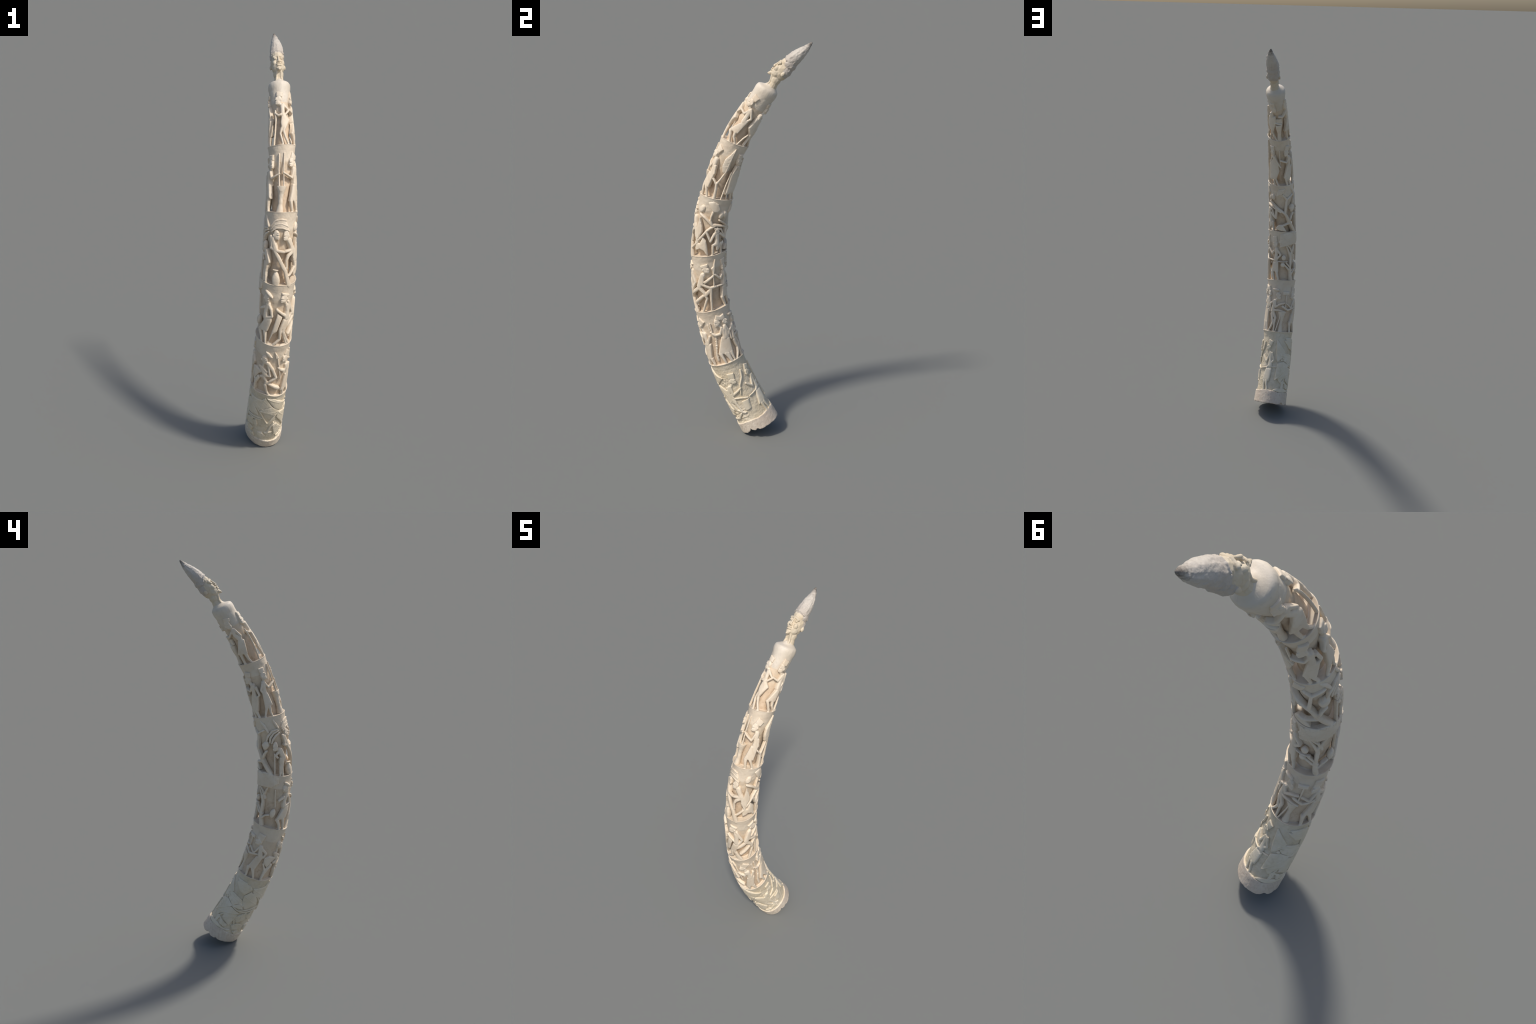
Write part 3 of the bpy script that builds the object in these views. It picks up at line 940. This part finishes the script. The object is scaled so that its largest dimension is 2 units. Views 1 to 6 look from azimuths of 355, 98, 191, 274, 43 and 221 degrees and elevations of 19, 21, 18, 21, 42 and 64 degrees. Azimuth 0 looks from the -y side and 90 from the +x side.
figure(tier=5,
       head=(-114, 677),
       head_size=(14, 17),
       face=-1,
       hat=(-107, 720),
       torso=[(-103, 648), (-101, 627), (-98, 605)],
       arms=[[(-101, 646), (-80, 622), (-86, 598)], [(-160, 615), (-138, 594), (-111, 606)]],
       legs=[[(-124, 519), (-123, 499), (-121, 476)], [(-107, 518), (-102, 499), (-94, 476)]],
       skirt=[(-110, 597), (-84, 609), (-93, 561), (-100, 517), (-128, 516)])
branches('tree', 5, [[(-67, 476), (-66, 526), (-79, 562)], [(-66, 529), (-57, 547), (-45, 563)]], [[6, 5, 4], [4.5, 4, 3.5]])
plate('cloth', 5, [(-82, 598), (-65, 611), (-31, 604), (-50, 580), (-63, 544), (-80, 567)], depth=(-10, -1))
rod('rope', 5, [(74, 684), (76, 652), (93, 614), (88, 567), (79, 522), (78, 489)], [5, 5, 5, 5, 6, 7], w=-11, knots=True)

# base zone in low relief: banana leaves and fruit, a weaver, a potter, reeds
figure(tier=6,
       head=(160, 369),
       head_size=(12, 17),
       face=-1,
       hat=(168, 408),
       torso=[(171, 329), (171, 300), (172, 261)],
       arms=[[(168, 336), (154, 281), (135, 315)], [(176, 334), (185, 292), (160, 249)]],
       legs=[[(153, 168), (155, 143), (158, 119)], [(164, 170), (167, 146), (173, 119)]],
       skirt=[(156, 246), (181, 247), (179, 205), (175, 168), (141, 169)])
rod('staff', 6, [(126, 243), (167, 250), (197, 255)], [3, 3, 3])
plate('leaf', 6, [(-169, 416), (-151, 382), (-133, 346), (-144, 307), (-162, 282), (-169, 335)], depth=(-9, -1.5), rib=True)
plate('leaf', 6, [(-141, 289), (-161, 273), (-164, 215), (-165, 176), (-148, 197), (-126, 242), (-112, 274)], depth=(-9, -1.5), rib=True)
plate('leaf', 6, [(-135, 340), (-99, 330), (-80, 289), (-130, 309)], depth=(-9, -1.5), rib=True)
plate('leaf', 6, [(-123, 215), (-82, 235), (-86, 193), (-91, 156), (-122, 182)], depth=(-9, -1.5), rib=True)
plate('leaf', 6, [(-140, 430), (-102, 430), (-96, 374), (-121, 385)], depth=(-9, -1.5), rib=True)
blob('flower_bud', 6, (-148, 324), (6, 6))
blob('flower_bud', 6, (-140, 309), (6, 6))
blob('flower_bud', 6, (-145, 297), (6, 6))
branches('tree', 6, [[(-134, 132), (-135, 160), (-141, 177), (-148, 197)], [(-136, 166), (-129, 190), (-122, 210)], [(-138, 297), (-122, 285), (-102, 271)]], [[6, 4.5, 4, 3.5], [4.5, 4, 3.5], [3.5, 3.2, 3]])
plate('mound', 6, [(-170, 116), (-162, 127), (-152, 134), (-125, 139), (-85, 124), (-137, 113)], depth=(-10, -1.5))
figure(tier=6,
       head=(96, 362),
       head_size=(14, 17),
       face=1,
       hat=(99, 403),
       torso=[(77, 328), (68, 296), (65, 268)],
       arms=[[(81, 333), (80, 286), (97, 296), (111, 307)], [(66, 315), (62, 272)]],
       legs=[[(68, 264), (56, 243), (66, 196), (87, 170)], [(70, 257), (74, 231), (79, 187)]])
rod('pestle', 6, [(137, 396), (131, 360), (113, 322), (103, 276)], [5, 5, 4, 4])
rod('tray', 6, [(69, 266), (96, 255), (119, 240)], [4, 4, 4])
turned('drum', 6, [(107, 234, 20.9), (104, 210, 18.5), (103, 180, 16.1)])
plate('leaf', 6, [(-15, 452), (-32, 418), (-48, 370), (-32, 354), (-11, 382), (10, 397), (1, 419)], depth=(-9, -1.5), rib=True)
plate('leaf', 6, [(-32, 351), (-11, 381), (10, 396), (37, 355), (21, 326), (-5, 348)], depth=(-9, -1.5), rib=True)
plate('leaf', 6, [(-12, 453), (18, 443), (68, 387), (39, 356), (22, 376), (4, 416)], depth=(-9, -1.5), rib=True)
plate('leaf', 6, [(33, 349), (54, 332), (77, 294), (79, 236), (54, 238), (29, 310)], depth=(-9, -1.5), rib=True)
plate('leaf', 6, [(-79, 377), (-57, 396), (-51, 370), (-63, 307), (-90, 280)], depth=(-9, -1.5), rib=True)
branches('reed', 6, [[(-49, 368), (-27, 339), (-1, 269)], [(37, 355), (23, 324), (2, 267)], [(-88, 260), (-63, 277), (-43, 292), (-20, 301)], [(2, 186), (12, 236), (22, 271)], [(-3, 189), (16, 196)], [(73, 172), (58, 147), (36, 146)]], [[3.5, 3.5, 4], [3, 3.5, 4], [3.5, 3.5, 3.5, 3.5], [5, 5, 4], [5, 4], [5, 5, 4]])
plate('leaf', 6, [(-96, 355), (-79, 389), (-49, 361), (-31, 315), (-56, 300), (-74, 280), (-93, 313)], depth=(-9, -1.5), rib=True)
plate('leaf', 6, [(-142, 413), (-114, 421), (-91, 423), (-78, 403), (-89, 376), (-96, 358), (-117, 367)], depth=(-9, -1.5), rib=True)
plate('leaf', 6, [(-148, 323), (-136, 338), (-115, 335), (-95, 327), (-92, 311), (-113, 273), (-137, 293)], depth=(-9, -1.5), rib=True)
plate('leaf', 6, [(-112, 271), (-101, 294), (-91, 306), (-77, 278), (-91, 268)], depth=(-9, -1.5), rib=True)
plate('leaf', 6, [(-156, 189), (-130, 250), (-115, 262), (-80, 247), (-94, 219), (-110, 202), (-128, 204), (-144, 165)], depth=(-9, -1.5), rib=True)
plate('leaf', 6, [(-78, 410), (-22, 430), (-15, 365), (-44, 358), (-73, 388)], depth=(-9, -1.5), rib=True)
branches('reed', 6, [[(-140, 287), (-118, 272), (-91, 258), (-70, 260), (-23, 288)], [(-133, 133), (-130, 173), (-112, 158), (-98, 156)], [(-125, 203), (-108, 192), (-96, 176)], [(-98, 187), (-95, 208), (-88, 214), (-78, 180)], [(-133, 133), (-116, 124), (-98, 125), (-80, 134)]], [[3.5, 3.5, 3.5, 3.5, 3.5], [4, 4, 4, 4], [4, 4, 4], [4, 4, 4, 4], [4, 4, 4, 4]])
plate('rock', 6, [(17, 254), (32, 263), (53, 202), (45, 164), (26, 166)], depth=(-9, -2.5), grain=True)
plate('rock', 6, [(-54, 248), (-40, 274), (-32, 241), (-35, 218), (-48, 230)], depth=(-9, -2.5), grain=True)
plate('rock', 6, [(-31, 177), (-14, 189), (-2, 162), (-12, 132), (-27, 151)], depth=(-9, -2.5), grain=True)
plate('rock', 6, [(-69, 130), (-48, 144), (-40, 127), (-55, 116)], depth=(-9, -2.5), grain=True)
plate('rock', 6, [(-88, 219), (-70, 249), (-55, 265), (-44, 221), (-66, 195), (-76, 185)], depth=(-9, -2.5), grain=True)
plate('rock', 6, [(-125, 167), (-108, 164), (-93, 152), (-104, 136), (-120, 140)], depth=(-9, -2.5), grain=True)
plate('rock', 6, [(-84, 165), (-70, 186), (-50, 185), (-55, 148), (-73, 140)], depth=(-9, -2.5), grain=True)
